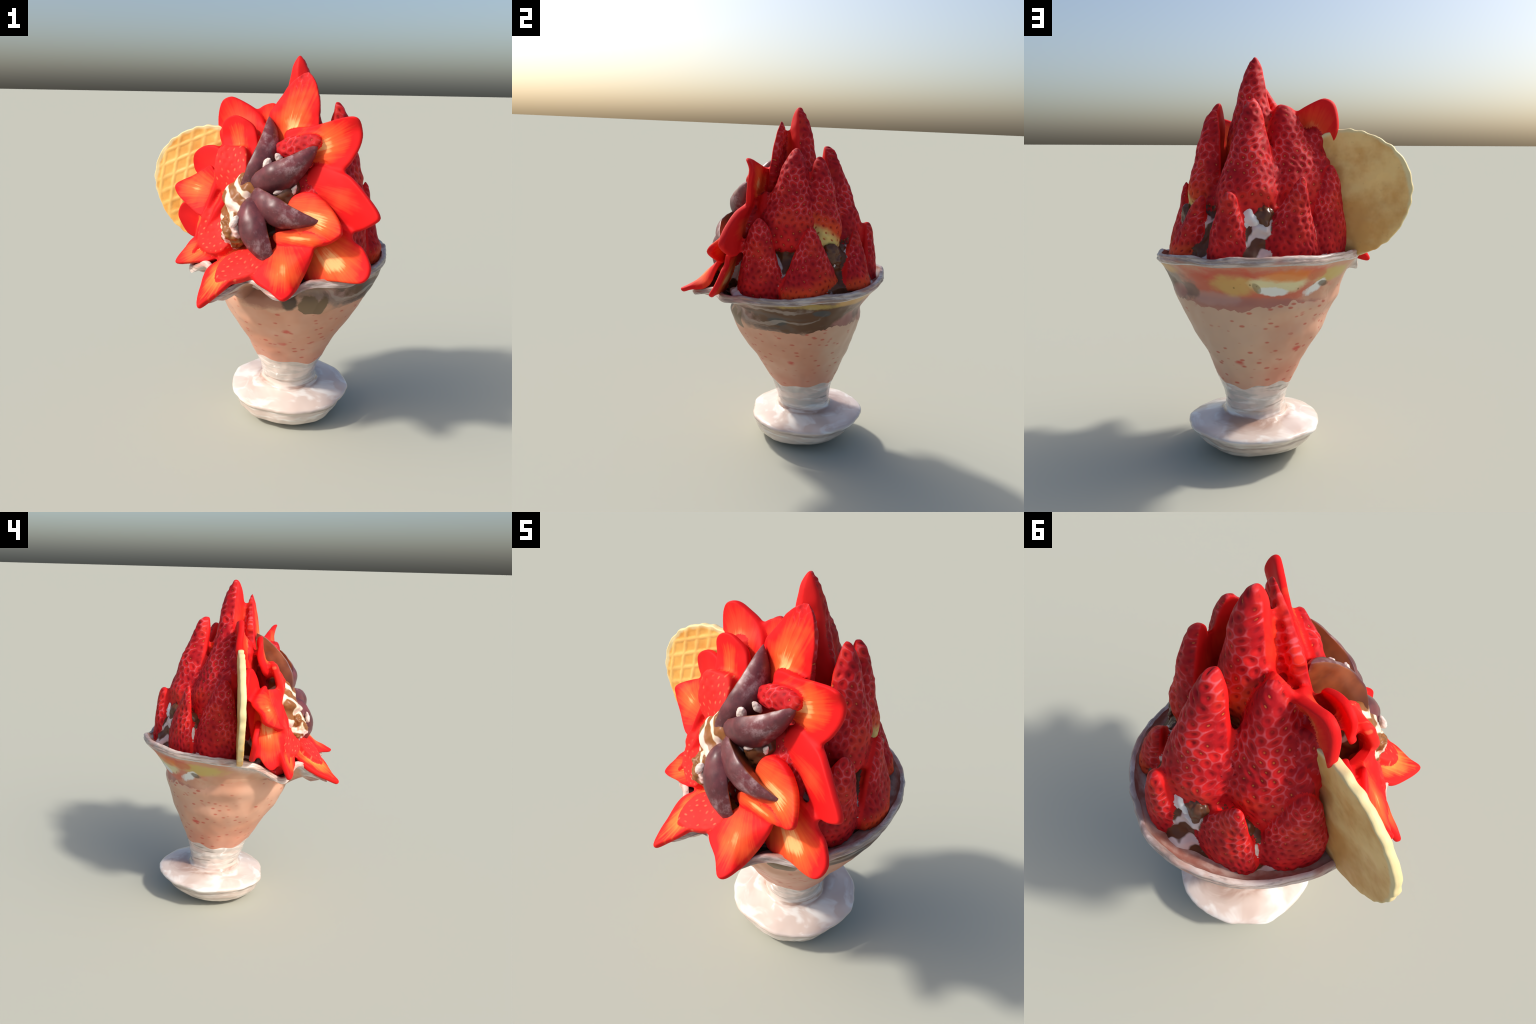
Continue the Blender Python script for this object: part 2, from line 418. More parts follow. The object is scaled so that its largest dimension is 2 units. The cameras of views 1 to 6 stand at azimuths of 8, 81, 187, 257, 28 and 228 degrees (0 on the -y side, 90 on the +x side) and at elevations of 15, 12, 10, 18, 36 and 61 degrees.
def fruit_layer():
    """fruit, cream and chocolate seen pressed against the glass under the rim"""
    N = NT('fruit_and_chocolate_layer')
    ob = N.co()
    x, y, z = N.xyz(ob)
    az = N.m('ARCTAN2', N.m('SUBTRACT', y, CY), N.m('SUBTRACT', x, CX))
    n = N.noise(ob, 9.0, 4, .6)
    n2 = N.noise(N.mapping(ob, (1, 1, 1.6)), 22.0, 4, .6)
    n3 = N.noise(ob, 4.0, 3, .6)
    azd = N.m('MULTIPLY', az, 57.2958)
    def blob(a0, z0, wa, wz, soft=.5, tilt=0.0, wob=.9):
        da = N.m('FLOORED_MODULO', N.m('ADD', N.m('SUBTRACT', azd, a0), 180.0), 360.0)
        da = N.m('MULTIPLY', N.m('SUBTRACT', da, 180.0), 1 / wa)
        dz = N.m('MULTIPLY', N.m('SUBTRACT', z, z0), 1 / wz)
        if tilt:
            dz = N.m('ADD', dz, N.m('MULTIPLY', da, tilt))
        e = N.m('ADD', N.m('MULTIPLY', da, da), N.m('MULTIPLY', dz, dz))
        e = N.m('ADD', e, N.m('MULTIPLY', N.m('SUBTRACT', n, .5), wob * 3.2))
        e = N.m('ADD', e, N.m('MULTIPLY', N.m('SUBTRACT', n2, .5), 1.1))
        return N.step(e, 1.0 + soft, 1.0 - soft)
    col = N.mix(N.step(n3, .35, .65), (.56, .27, .165), (.62, .36, .24))
    def put(mask, c, k=1.0):
        nonlocal col
        col = N.mix(N.m('MULTIPLY', mask, k) if k != 1.0 else mask, col, c)
    # back: strawberry through glass, mauve jelly under it
    put(blob(92, .93, 66, .10, .45, 0, .4), (.58, .15, .09))
    put(N.m('MULTIPLY', blob(95, .99, 70, .05, .6, 0, .4), N.step(n3, .42, .60)), (.62, .075, .045), .7)
    put(blob(95, .83, 62, .040, .5, 0, .6), (.42, .17, .13), .85)
    put(blob(62, .86, 24, .035, .6, 0, .8), (.50, .27, .22), .8)
    put(blob(80, .935, 20, .052, .75, 0, .5), (.62, .40, .13), .85)
    put(blob(120, .945, 22, .048, .55, 0, .5), (.70, .62, .36))
    put(blob(126, .985, 20, .030, .85, 0, .6), (.72, .20, .03), .85)
    put(blob(116, .906, 11, .022, .4, .2, 1.1), (.74, .74, .69))
    put(blob(101, .925, 3.2, .020, .5, .6, .8), (.24, .18, .09), .7)
    put(blob(104, .79, 2.6, .030, .4, .3, .5), (.22, .14, .08), .8)
    put(blob(160, .97, 20, .036, .75, 0, .6), (.54, .44, .12), .8)
    put(blob(146, .98, 8, .034, .4, 0, .6), (.58, .12, .06), .7)
    put(blob(149, .905, 9, .036, .35, -.6, 1.0), (.74, .73, .69))
    put(blob(157, .922, 4.5, .015, .5, .3, 1.0), (.13, .10, .06), .8)
    # pips in the pale shoulders
    dd, _ = N.voronoi(N.mapping(ob, (1, 1, .8)), 22.0, .7)
    put(N.m('MULTIPLY', N.step(dd, .15, .07), blob(120, .945, 55, .045, .4)), (.20, .12, .03), .8)
    # right and front: chocolate band with mauve jelly and glass glints painted in grey
    put(blob(-28, .93, 66, .16, .35, 0, .25), (.30, .20, .155))
    put(blob(-50, .89, 18, .06, .5, .3, .6), (.42, .24, .20), .85)
    put(blob(-16, .885, 40, .105, .4, 0, .35), (.125, .060, .030))
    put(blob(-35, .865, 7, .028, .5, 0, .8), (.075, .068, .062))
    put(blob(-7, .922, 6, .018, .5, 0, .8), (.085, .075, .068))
    put(blob(-22, .965, 24, .017, .6, 0, 1.3), (.48, .33, .10), .8)
    put(blob(17, .86, 14, .040, .5, -.5, .6), (.38, .16, .13), .9)
    put(blob(19, .985, 16, .030, .6, 0, .7), (.66, .36, .10), .8)
    put(blob(35, .885, 9, .045, .5, 0, .7), (.20, .11, .085), .9)
    put(blob(-102, .84, 20, .065, .5, 0, .5), (.33, .14, .095), .85)
    put(blob(-87, .83, 4.5, .055, .4, 0, .3), (.10, .065, .045))
    put(blob(-76, .80, 6, .065, .2, 0, .25), (.21, .135, .075))
    put(blob(-69, .79, 4.2, .055, .25, -.7, .25), (.19, .120, .065))
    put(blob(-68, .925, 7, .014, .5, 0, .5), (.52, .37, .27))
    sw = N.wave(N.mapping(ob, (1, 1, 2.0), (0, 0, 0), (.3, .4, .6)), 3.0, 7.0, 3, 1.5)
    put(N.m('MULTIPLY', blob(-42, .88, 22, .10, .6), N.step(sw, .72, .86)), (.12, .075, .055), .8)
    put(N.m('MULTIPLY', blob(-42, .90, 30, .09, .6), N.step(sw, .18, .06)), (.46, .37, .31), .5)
    # left: dark reddish patches
    put(blob(-148, .862, 8, .045, .5, 0, .5), (.33, .115, .075), .9)
    put(blob(-138, .80, 5, .04, .5, 0, .5), (.34, .15, .10), .8)
    put(blob(-141, .880, 3, .03, .5, 0, .5), (.22, .09, .07), .8)
    # clear glass flaring under the front slices
    rx, ry = N.m('SUBTRACT', x, RCX), N.m('SUBTRACT', y, RCY)
    rad = N.m('SQRT', N.m('ADD', N.m('MULTIPLY', rx, rx), N.m('MULTIPLY', ry, ry)))
    rad = N.m('ADD', rad, N.m('MULTIPLY', N.m('SUBTRACT', n, .5), .06))
    fan = N.step(N.m('ADD', ry, N.m('MULTIPLY', rx, .55)), -.12, -.26)
    glassy = N.m('MULTIPLY', N.step(rad, .465, .51), fan)
    gl = N.mix(N.step(n2, .35, .65), (.46, .39, .36), (.66, .63, .61))
    put(glassy, gl)
    return N.principled(col, .35, None, Specular_IOR_Level=.3)
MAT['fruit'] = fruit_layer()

# ----------------------------------------------------------------------------
# mesh helpers
# ----------------------------------------------------------------------------
root = bpy.data.objects.new('strawberry_parfait', None)
bpy.context.scene.collection.objects.link(root)
root['label'] = 'strawberry parfait in a flared glass with grapes and wafer'
root['category'] = 'ice cream sundae'

def new_obj(name, mesh, mat, parent=root, M=None):
    o = bpy.data.objects.new(name, mesh)
    bpy.context.scene.collection.objects.link(o)
    if mat is not None and not mesh.materials:
        mesh.materials.append(mat)
    o.parent = parent
    if M is not None:
        o.matrix_world = M
    return o

def grid_mesh(name, P, close_u=True, cap0=True, cap1=True, flip=False, smooth=True):
    """P: rows x cols x 3. Columns wrap if close_u. Optional pole fans."""
    nr, nc = P.shape[:2]
    V = P.reshape(-1, 3).tolist()
    i = np.arange(nr - 1)[:, None]
    ncol = nc if close_u else nc - 1
    j = np.arange(ncol)[None, :]
    j2 = (j + 1) % nc
    Q = np.stack([i * nc + j, i * nc + j2, (i + 1) * nc + j2, (i + 1) * nc + j], -1).reshape(-1, 4)
    F = Q.tolist()
    if cap0:
        k = len(V)
        V.append(P[0].mean(0).tolist())
        F += [[k, (c + 1) % nc, c] for c in range(nc)]
    if cap1:
        k = len(V)
        V.append(P[-1].mean(0).tolist())
        o = (nr - 1) * nc
        F += [[k, o + c, o + (c + 1) % nc] for c in range(nc)]
    if flip:
        F = [f[::-1] for f in F]
    me = bpy.data.meshes.new(name)
    me.from_pydata(V, [], F)
    me.validate()
    if smooth:
        me.polygons.foreach_set('use_smooth', [True] * len(me.polygons))
    me.update()
    return me

def fbm(P, scale, seed=0.0, octaves=3):
    """scalar fractal noise on an (..., 3) array"""
    flat = P.reshape(-1, 3)
    out = np.empty(len(flat))
    for i, p in enumerate(flat):
        out[i] = mnoise.fractal(Vector(p) * scale + Vector((seed, seed * 1.7, -seed)), .6, 2.0, octaves)
    return out.reshape(P.shape[:-1])

def V3(*a):
    return np.array(a, float)

def unit(v):
    return v / np.linalg.norm(v)

def frame(B, T, out=None, width=None):
    """local axes: z base->tip, y outward, x width"""
    z = unit(T - B)
    if width is not None:
        x = unit(width - z * np.dot(width, z))
        y = np.cross(z, x)
        if out is not None and np.dot(y, out) < 0:
            x, y = -x, -y
    else:
        y = unit(out - z * np.dot(out, z))
        x = np.cross(y, z)
    M = Matrix.Identity(4)
    for i in range(3):
        M[i][0], M[i][1], M[i][2], M[i][3] = x[i], y[i], z[i], B[i]
    return M

def berry_width(u, peak, p, q, base=0.0, tip=0.0):
    lo = base + (1 - base) * np.sqrt(np.clip(1 - ((peak - u) / peak) ** 2, 0, 1))
    t = np.clip((u - peak) / (1 - peak), 0, 1)
    hi = (1 - tip) * np.clip(1 - t ** p, 0, 1) ** q + tip * np.sqrt(np.clip(1 - t ** 5, 0, 1))
    return np.where(u < peak, lo, hi)

FUSE = []          # pieces that touch and run into one another

def berry(name, B, T, W, out=None, width=None, front=.1, back=.03, mat='wedge', peak=.32, p=1.35, q=.85,
          front_n=1.0, back_n=.45, pits=1.0, bend=(0, 0), ridge=0.0, lump=.008, rows=90, cols=120, seed=0, skew=0.0, base=.5, tip=.22):
    """Half strawberry. Local y>0 side has depth `front`, y<0 side `back`.
    *_n: <1 flat with rounded edge, 1 elliptical.  bend: (x, y) tip offset."""
    B, T = V3(*B), V3(*T)
    L = np.linalg.norm(T - B)
    M = frame(B, T, None if out is None else V3(*out), None if width is None else V3(*width))
    s = np.linspace(0, 1, rows)
    u = .5 - .5 * np.cos(np.pi * (.015 + .97 * s))
    w = berry_width(u, peak, p, q, base, tip) * W
    k = (w / W)
    th = np.linspace(0, 2 * np.pi, cols, endpoint=False)
    c, sn = np.cos(th), np.sin(th)
    dep = np.where(sn > 0, np.abs(sn) ** front_n * front, -np.abs(sn) ** back_n * back)
    dep = dep - np.where(sn < 0, ridge * np.clip(1 - np.abs(c) * 1.05, 0, 1), 0)
    X = w[:, None] * c[None]
    Y = (k ** .75)[:, None] * dep[None]
    Z = np.repeat((u * L)[:, None], cols, 1)
    uu = u[:, None]
    X = X + bend[0] * uu ** 2 + skew * np.sin(np.pi * uu)
    Y = Y + bend[1] * uu ** 2
    P = np.stack([X, Y, Z], -1)
    # lumpy, hand-cut irregularity
    nz = fbm(P, 5.0, 3.1 + seed, 3)
    rad = np.stack([np.broadcast_to(c, X.shape), np.broadcast_to(np.sign(sn) * np.abs(sn) ** .8, X.shape), np.zeros_like(X)], -1)
    P = P + rad * (nz * lump * 1.6)[..., None] * (k ** .5)[:, None, None]
    o = new_obj(name, grid_mesh(name, P, flip=False), MAT[mat], root, M)
    FUSE.append((o, (pits, 1 if front_n >= .8 else -1, seed)))
    return o

# ----------------------------------------------------------------------------
# the glass: foot, stem, bowl contents, rim with its lip
# ----------------------------------------------------------------------------
glass = bpy.data.objects.new('sundae_glass', None)
bpy.context.scene.collection.objects.link(glass)
glass.parent = root

# mean radius + first and second harmonics round the axis, by height
BOWL = [(.25, .153, -.002, -.020, -.007), (.35, .179, -.001, -.038, -.003), (.50, .248, -.002, -.059, -.006),
        (.65, .335, .000, -.087, .001), (.80, .392, .012, -.113, .004), (.93, .455, .010, -.140, -.005)]
ROT = [(0.000, .10, .00, -.045), (.012, .205, .0, -.045), (.045, .262, .0, -.035), (.085, .297, .0, -.02), (.130, .322, .0, -.004),
       (.150, .340, .0, .0), (.163, .337, .0, .0), (.172, .318, .0, .0), (.182, .265, .0, -.006), (.191, .205, .0, -.012),
       (.200, .168, .0, -.016), (.222, .153, .0, -.019), (.25, .153, -.002, -.020)]

def interp_rows(tab, z, a):
    zs = [r[0] for r in tab]
    co = [np.interp(z, zs, [r[i] for r in tab]) for i in range(1, len(tab[0]))]
    r = co[0] + co[1] * np.cos(a) + co[2] * np.sin(a)
    if len(co) > 3:
        r = r + co[3] * np.cos(2 * a)
    return r

def smooth_interp_rows(tab, z, a):
    """average over a small window so that the profile has no kinks"""
    return sum(interp_rows(tab, z + o, a) for o in (-.03, -.015, 0, .015, .03)) / 5

NA = 256
A = np.linspace(-np.pi, np.pi, NA, endpoint=False)
def wrapd(a, deg):
    return (np.degrees(a) - deg + 180) % 360 - 180
def gau(a, deg, w):
    return np.exp(-(wrapd(a, deg) / w) ** 2)

# rim: round, pulled out into points where slices lean over it
RIM_R = .508 + .110 * gau(A, -124, 7) + .03 * gau(A, -158, 8) + .08 * gau(A, -90, 10) + .03 * gau(A, -54, 8) + .02 * gau(A, 35, 20) + .032 * gau(A, 88, 38)
RIM_X = RCX + RIM_R * np.cos(A)
RIM_Y = RCY + RIM_R * np.sin(A)
RIM_Z = 1.03 + .09 * (RIM_Y - .05) - .03 * (RIM_X - .12) - .110 * gau(A, -124, 10) - .095 * gau(A, -158, 11) - .040 * gau(A, -90, 11) \
        - .01 * gau(A, -54, 9) + .003 * np.sin(A * 7 + 1) + .002 * np.sin(A * 13)
AC = np.arctan2(RIM_Y - CY, RIM_X - CX)          # same columns seen from the foot axis

def wall(z, a=AC):
    hollow = .075 * gau(a, -84, 32) * np.exp(-((z - .89) / .05) ** 2) + .075 * gau(a, -122, 26) * np.exp(-((z - .885) / .07) ** 2) + .022 * gau(a, 75, 40) * np.exp(-((z - .87) / .04) ** 2) \
        + .022 * gau(a, 30, 30) * np.exp(-((z - .89) / .05) ** 2) - .032 * gau(a, 152, 42) * np.exp(-((z - .815) / .045) ** 2)
    return smooth_interp_rows(BOWL, z, a) - hollow

def row_at(z):
    r = wall(z)
    return np.stack([CX + r * np.cos(AC), CY + r * np.sin(AC), z + np.zeros(NA)], -1)

# border between milkshake and fruit layer, by azimuth about the foot axis
BORDER = [(-180, .895), (-150, .900), (-130, .86), (-118, .765), (-100, .755), (-82, .765), (-70, .745), (-60, .77), (-45, .79), (-20, .80), (5, .832),
          (40, .812), (90, .812), (130, .840), (160, .842), (172, .87), (180, .895)]
border = np.interp(np.degrees(AC), [b[0] for b in BORDER], [b[1] for b in BORDER]) + .022 * fbm(np.stack([np.cos(AC), np.sin(AC), 0 * AC], -1), 4.0, 2.0, 4)
lower = .385 + .012 * np.sin(AC * 3 + 1) + .008 * np.sin(AC * 8)

def lump_rows(P, amp, sc, seed):
    """push rows in and out about the axis"""
    n = fbm(P, sc, seed, 3)
    d = P[..., :2] - np.array([CX, CY - .05])
    ln = np.linalg.norm(d, axis=-1, keepdims=True) + 1e-6
    P = P.copy()
    P[..., :2] += d / ln * (n * amp)[..., None]
    return P

# foot + stem
zs = np.concatenate([np.linspace(.0, .25, 42), np.linspace(.255, .33, 10)])
rows = []
for z in zs:
    if z < .25:
        r = interp_rows(ROT, z, AC)
        lift = 1.0
        poly = .010 * np.sin(AC * 5 + .7) + .007 * np.sin(AC * 9 + 2)
        ampl = np.clip(1 - abs(z - .15) / .12, 0, 1)
        r = r * (1 + poly * ampl)
        zz = z + np.clip(z, 0, .15) / .15 * np.clip((.25 - z) / .08, 0, 1) * .06 * r * np.sin(AC)
        zz = zz + (.018 * (.5 + .5 * np.sin(AC * 3 + 1.2)) * np.clip(1 - z / .06, 0, 1) if z > 0 else 0)
        rows.append(np.stack([CX + r * np.cos(AC), CY + r * np.sin(AC), zz], -1))
    else:
        rows.append(row_at(np.full(NA, z)))
t = np.linspace(0, 1, 6)[1:]
for k in t:
    rows.append(row_at(.33 + (lower - .33) * k))
foot_rows = lump_rows(np.array(rows), .006, 7.0, 1.0)
foot_rows[..., 2] -= foot_rows[..., 2].min()
# milkshake, fruit layer
sm = np.array([row_at(lower + (border - lower) * k) for k in np.linspace(0, 1, 46)])
top = np.minimum(RIM_Z - .085, .925)
top = np.maximum(top, border + .012)
fr = [row_at(border + (top - border) * k) for k in np.linspace(0, 1, 16)]
w_top = fr[-1]
rim_low = np.stack([RIM_X, RIM_Y, RIM_Z - .034], -1)
# flare: leaves along the wall, arrives nearly level
slope = fr[-1] - fr[-2]
for k in np.linspace(0, 1, 14)[1:]:
    lin = w_top + (rim_low - w_top) * k
    sag = np.zeros_like(lin)
    sag[:, 2] = (.006 + .05 * np.clip((RIM_R - .53) / .12, 0, 1)) * np.sin(np.pi * k)
    fr.append(lin + sag)
fr = np.array(fr)
def bowl_lump(P):
    return lump_rows(P, .010, 4.0, 5.0)
allr = np.concatenate([foot_rows[-1:], sm, fr], 0)
sm_l, fr_l = bowl_lump(sm), bowl_lump(fr)
fade = np.linspace(0, 1, 8)
sm_l[:8] = foot_rows[-1][None] * (1 - fade)[:, None, None] + sm_l[:8] * fade[:, None, None] + (sm[:8] - sm[:1]) * (1 - fade)[:, None, None]

def split_normals(meshes_rows):
    """vertex normals of the whole stack, then handed to each band"""
    whole = np.concatenate([r if i == 0 else r[1:] for i, r in enumerate(meshes_rows)], 0)
    du = np.roll(whole, -1, 1) - np.roll(whole, 1, 1)
    dv = np.gradient(whole, axis=0)
    n = np.cross(du, dv)
    n /= np.linalg.norm(n, axis=-1, keepdims=True) + 1e-9
    out, i = [], 0
    for k, r in enumerate(meshes_rows):
        out.append(n[i:i + len(r)])
        i += len(r) - 1
    return out

def band(name, P, Nn, mat, cap0=False, parent=glass):
    me = grid_mesh(name, P, cap0=cap0, cap1=False)
    nv = Nn.reshape(-1, 3).tolist()
    if cap0:
        nv.append([0, 0, -1])
    me.normals_split_custom_set_from_vertices(nv)
    return new_obj(name, me, MAT[mat], parent)

nf, ns, nr_ = split_normals([foot_rows, sm_l, fr_l])
stem_i = 36
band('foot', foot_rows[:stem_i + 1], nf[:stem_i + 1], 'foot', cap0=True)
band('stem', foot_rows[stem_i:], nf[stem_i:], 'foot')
band('milkshake', sm_l, ns, 'smoothie')
split = 16
lip_band = fr_l[split + 11:]
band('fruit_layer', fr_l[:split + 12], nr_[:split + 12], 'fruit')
band('lip', lip_band, nr_[split + 11:], 'lip')

# rim bead, then the inside of the glass going down
def rim_row(dr, dz):
    return np.stack([RCX + (RIM_R + dr) * np.cos(A), RCY + (RIM_R + dr) * np.sin(A), RIM_Z + dz], -1)
last = fr_l[-1]
rr_rows = [last]
for dr, dz in [(.005, -.028), (.006, -.021), (.003, -.017), (.002, -.013), (.004, -.007), (-.001, .000), (-.010, .003), (-.020, -.001), (-.022, -.010), (-.030, -.022), (-.05, -.032), (-.09, -.045)]:
    r = rim_row(dr, dz)
    if dr > -.03:
        j = fbm(r, 9.0, 4.0, 3)
        r[:, 2] += j * .007
        r[:, 0] += np.cos(A) * j * .006
        r[:, 1] += np.sin(A) * j * .006
    rr_rows.append(r)
rr_rows = np.array(rr_rows)
new_obj('rim', grid_mesh('rim', rr_rows[:-4], cap0=False, cap1=False), MAT['rim'], glass)
def inner_glass():
    N = NT('glass_over_fruit_inside')
    n = N.noise(N.mapping(N.co(), (1, 1, 3.0)), 8.0, 4, .6)
    col = N.mix(N.step(n, .35, .65), (.34, .13, .095), (.56, .40, .34))
    return N.principled(col, .3, None, Specular_IOR_Level=.4)
new_obj('inner_wall', grid_mesh('inner_wall', rr_rows[-5:], cap0=False, cap1=False), inner_glass(), glass)

# ----------------------------------------------------------------------------
# cream core, mound and chips
# ----------------------------------------------------------------------------
def blob_mesh(name, center, radii, rows=90, cols=140, amp=.02, sc=5.0, seed=0, power=1.0, M=None):
    ph = np.linspace(.02, np.pi - .02, rows)
    th = np.linspace(0, 2 * np.pi, cols, endpoint=False)
    D = np.stack([np.sin(ph)[:, None] * np.cos(th)[None], np.sin(ph)[:, None] * np.sin(th)[None], -np.cos(ph)[:, None] * np.ones_like(th)[None]], -1)
    P = D * np.array(radii)
    P = P + D * (fbm(P, sc, seed, 4) * amp)[..., None]
    P = P + np.array(center)
    return grid_mesh(name, P)

CORE = [(.86, .13, .06, .34), (.94, .13, .07, .42), (.99, .14, .085, .425), (1.03, .14, .095, .43), (1.10, .14, .09, .39), (1.20, .14, .095, .355), (1.30, .14, .095, .275),
        (1.40, .14, .07, .18), (1.50, .14, .03, .11), (1.60, .15, .01, .07), (1.70, .15, .01, .04)]
cz = np.linspace(.86, 1.70, 90)
ct = np.linspace(0, 2 * np.pi, 160, endpoint=False)
cc = [np.interp(cz, [c[0] for c in CORE], [c[i] for c in CORE]) for i in (1, 2, 3)]
P = np.stack([cc[0][:, None] + cc[2][:, None] * np.cos(ct), cc[1][:, None] + cc[2][:, None] * np.sin(ct), np.repeat(cz[:, None], 160, 1)], -1)
D = np.stack([np.cos(ct), np.sin(ct), 0 * ct], -1)[None]
P = P + D * (fbm(P, 6.0, 11.0, 4) * .035 * np.clip(cc[2] / .2, 0, 1)[:, None])[..., None]
i_split = 45
FUSE.append((new_obj('whipped_cream', grid_mesh('whipped_cream', P[:i_split + 1]), MAT['core']), None))
MAT['web'] = berry_material('strawberry_inner_flesh', -5, core=(.70, .03, .015), rim=(.58, .009, .010))
FUSE.append((new_obj('strawberry_heap', grid_mesh('strawberry_heap', P[i_split - 3:]), MAT['web']), None))

def swirl():
    me = blob_mesh('cream_swirl', (0, 0, 0), (.145, .135, .195), 120, 160, amp=.018, sc=5.0, seed=2)
    # piped folds winding down the mound
    for v in me.vertices:
        a = math.atan2(v.co.y, v.co.x)
        f = math.sin(a * 3 + v.co.z * 34 + 1.5 * math.sin(v.co.z * 17))
        v.co.x *= 1 + .085 * f
        v.co.y *= 1 + .085 * f
    me.update()
    return new_obj('cream_swirl', me, MAT['mound'], root, Matrix.Translation((-.050, -.165, 1.262)))
swirl()
new_obj('cream_swirl', blob_mesh('cream_swirl', (0, 0, 0), (.078, .066, .095), 70, 90, .030, 8.0, 6), MAT['mound'], root, Matrix.Translation((-.112, -.280, 1.165)))

def lump(name, c, r, mat, seed, amp=.012, sc=9.0, parent=root):
    return new_obj(name, blob_mesh(name, c, r, 40, 56, amp, sc, seed), MAT[mat], parent)

# dollops and chips that show between the berries
lump('cream_dollop', (.125, .40, 1.16), (.055, .045, .11), 'cream', 3, .03, 9)
lump('cream_dollop', (.17, .43, 1.20), (.05, .04, .035), 'cream', 5, .02, 12)
lump('cream_dollop', (.42, .03, 1.26), (.012, .03, .05), 'cream', 6, .02)
lump('cream_dollop', (.48, .20, 1.16), (.02, .025, .055), 'cream', 7, .02)
lump('cream_dollop', (.37, -.285, .965), (.09, .05, .035), 'cream', 8, .02)
for i, (c, r, rot) in enumerate([((.160, -.275, 1.361), (.013, .010, .045), (.2, .5, 0)), ((.098, -.285, 1.372), (.014, .012, .036), (0, 1.0, 0)),
                                 ((.035, -.250, 1.492), (.020, .016, .034), (.2, .3, 0)), ((.085, -.215, 1.515), (.018, .014, .030), (.3, -.6, 0)),
                                 ((-.105, -.350, 1.225), (.020, .014, .034), (0, .5, .2)), ((.055, -.335, 1.24), (.018, .012, .022), (.4, .9, 0)),
                                 ((.05, .19, 1.46), (.024, .024, .06), (.2, .1, 0)), ((-.165, .345, 1.15), (.020, .016, .05), (0, .2, 0)), ((.465, .08, 1.16), (.02, .025, .045), (.4, 0, 0))]):
    o = new_obj('almond_chip', blob_mesh('almond_chip', (0, 0, 0), r, 32, 44, .006, 14.0, 20 + i), MAT['nut'])
    o.rotation_euler = rot
    o.location = c
for i, (c, r) in enumerate([((.06, .40, 1.22), (.05, .05, .075)), ((-.08, .35, 1.2), (.07, .06, .06)), ((.44, .09, 1.20), (.035, .06, .10)), ((.47, .20, 1.20), (.035, .06, .07)),
                            ((.38, .28, 1.16), (.05, .05, .1)), ((.12, -.22, 1.33), (.09, .07, .12))]):
    lump('chocolate_sauce', c, r, 'sauce', 40 + i, .018, 10.0)

# ----------------------------------------------------------------------------
# whole-skin half berries standing round the back (skin faces outward)
# ----------------------------------------------------------------------------
K = dict(base=.55)
berry('strawberry_half', (.180, .085, 1.40), (.152, .042, 2.000), .130, out=(.20, 1, 0), front=.115, back=.055, ridge=.04, p=1.05, q=1, mat='wedge_peak', seed=1, tip=.20, **K)
berry('strawberry_half', (.150, .330, 1.14), (.138, .213, 1.788), .158, out=(.14, 1, 0), front=.148, back=.06, p=.80, q=1, mat='wedge', seed=2, tip=.30, **K)
berry('strawberry_half', (-.085, .208, 1.17), (.008, .094, 1.762), .185, out=(-.45, .9, 0), front=.14, back=.06, p=.80, q=1, mat='wedge', seed=3, tip=.31, **K)
berry('strawberry_half', (.374, .166, 1.18), (.342, .127, 1.738), .118, out=(.84, .53, 0), front=.104, back=.03, p=1.05, q=1, mat='wedge_pale', seed=4, tip=.32, **K)
berry('strawberry_half', (.392, -.042, 1.225), (.345, .002, 1.780), .155, out=(1, -.18, 0), front=.115, back=.03, p=.88, q=1, mat='wedge', seed=5, tip=.27, **K)
# lower ring, standing just inside the rim
LOW = dict(peak=.18, base=.9)
berry('strawberry_half', (.215, .490, 1.02), (.207, .470, 1.362), .095, out=(.15, 1, 0), front=.060, back=.045, p=1.05, q=1, mat='wedge', seed=6, tip=.48, **LOW)
berry('strawberry_half', (-.045, .412, 1.02), (-.118, .360, 1.427), .138, out=(-.25, 1, 0), front=.06, back=.045, p=1.0, q=1, mat='wedge', seed=7, tip=.18, **LOW)
berry('strawberry_half', (-.222, .234, 1.01), (-.240, .176, 1.475), .132, out=(-.85, .6, 0), front=.066, back=.045, p=1.35, q=1, mat='wedge', seed=8, tip=.36, **LOW)
berry('strawberry_half', (.458, .350, 1.01), (.355, .355, 1.334), .108, out=(.7, .75, 0), front=.072, back=.045, p=1.1, q=1, mat='wedge_orange', seed=9, tip=.22, **LOW)
berry('strawberry_half', (.524, .080, .975), (.512, .070, 1.380), .172, out=(1, .15, 0), front=.075, back=.05, p=1.0, q=1, mat='wedge_orange', seed=10, tip=.14, **LOW)
berry('strawberry_half', (.437, -.182, .96), (.470, -.208, 1.412), .130, out=(.85, -.5, 0), front=.060, back=.045, p=1.2, q=1, mat='wedge', seed=11, tip=.36, **LOW)

# ----------------------------------------------------------------------------
# slices fanned out at the front: base, tip, left and right shoulders
# ----------------------------------------------------------------------------
def fan_slice(B, T, Lp, Rp, hint, W=None, front=.012, back=.035, mat='slice', peak=.42, p=2.0, q=.75, seed=0, bend=(0, 0), **kw):
    Lp, Rp = V3(*Lp), V3(*Rp)
    width = Rp - Lp
    if W is None:
        z = unit(V3(*T) - V3(*B))
        wv = width - z * np.dot(width, z)
        W = np.linalg.norm(wv) / 2
    kw.setdefault('pits', 0)
    kw.setdefault('tip', .32)
    return berry('strawberry_slice', B, T, W, out=hint, width=width, front=front, back=back, front_n=.35, back_n=.5, mat=mat,
                 peak=peak, p=p, q=q, seed=seed, bend=bend, rows=64, cols=96, **kw)

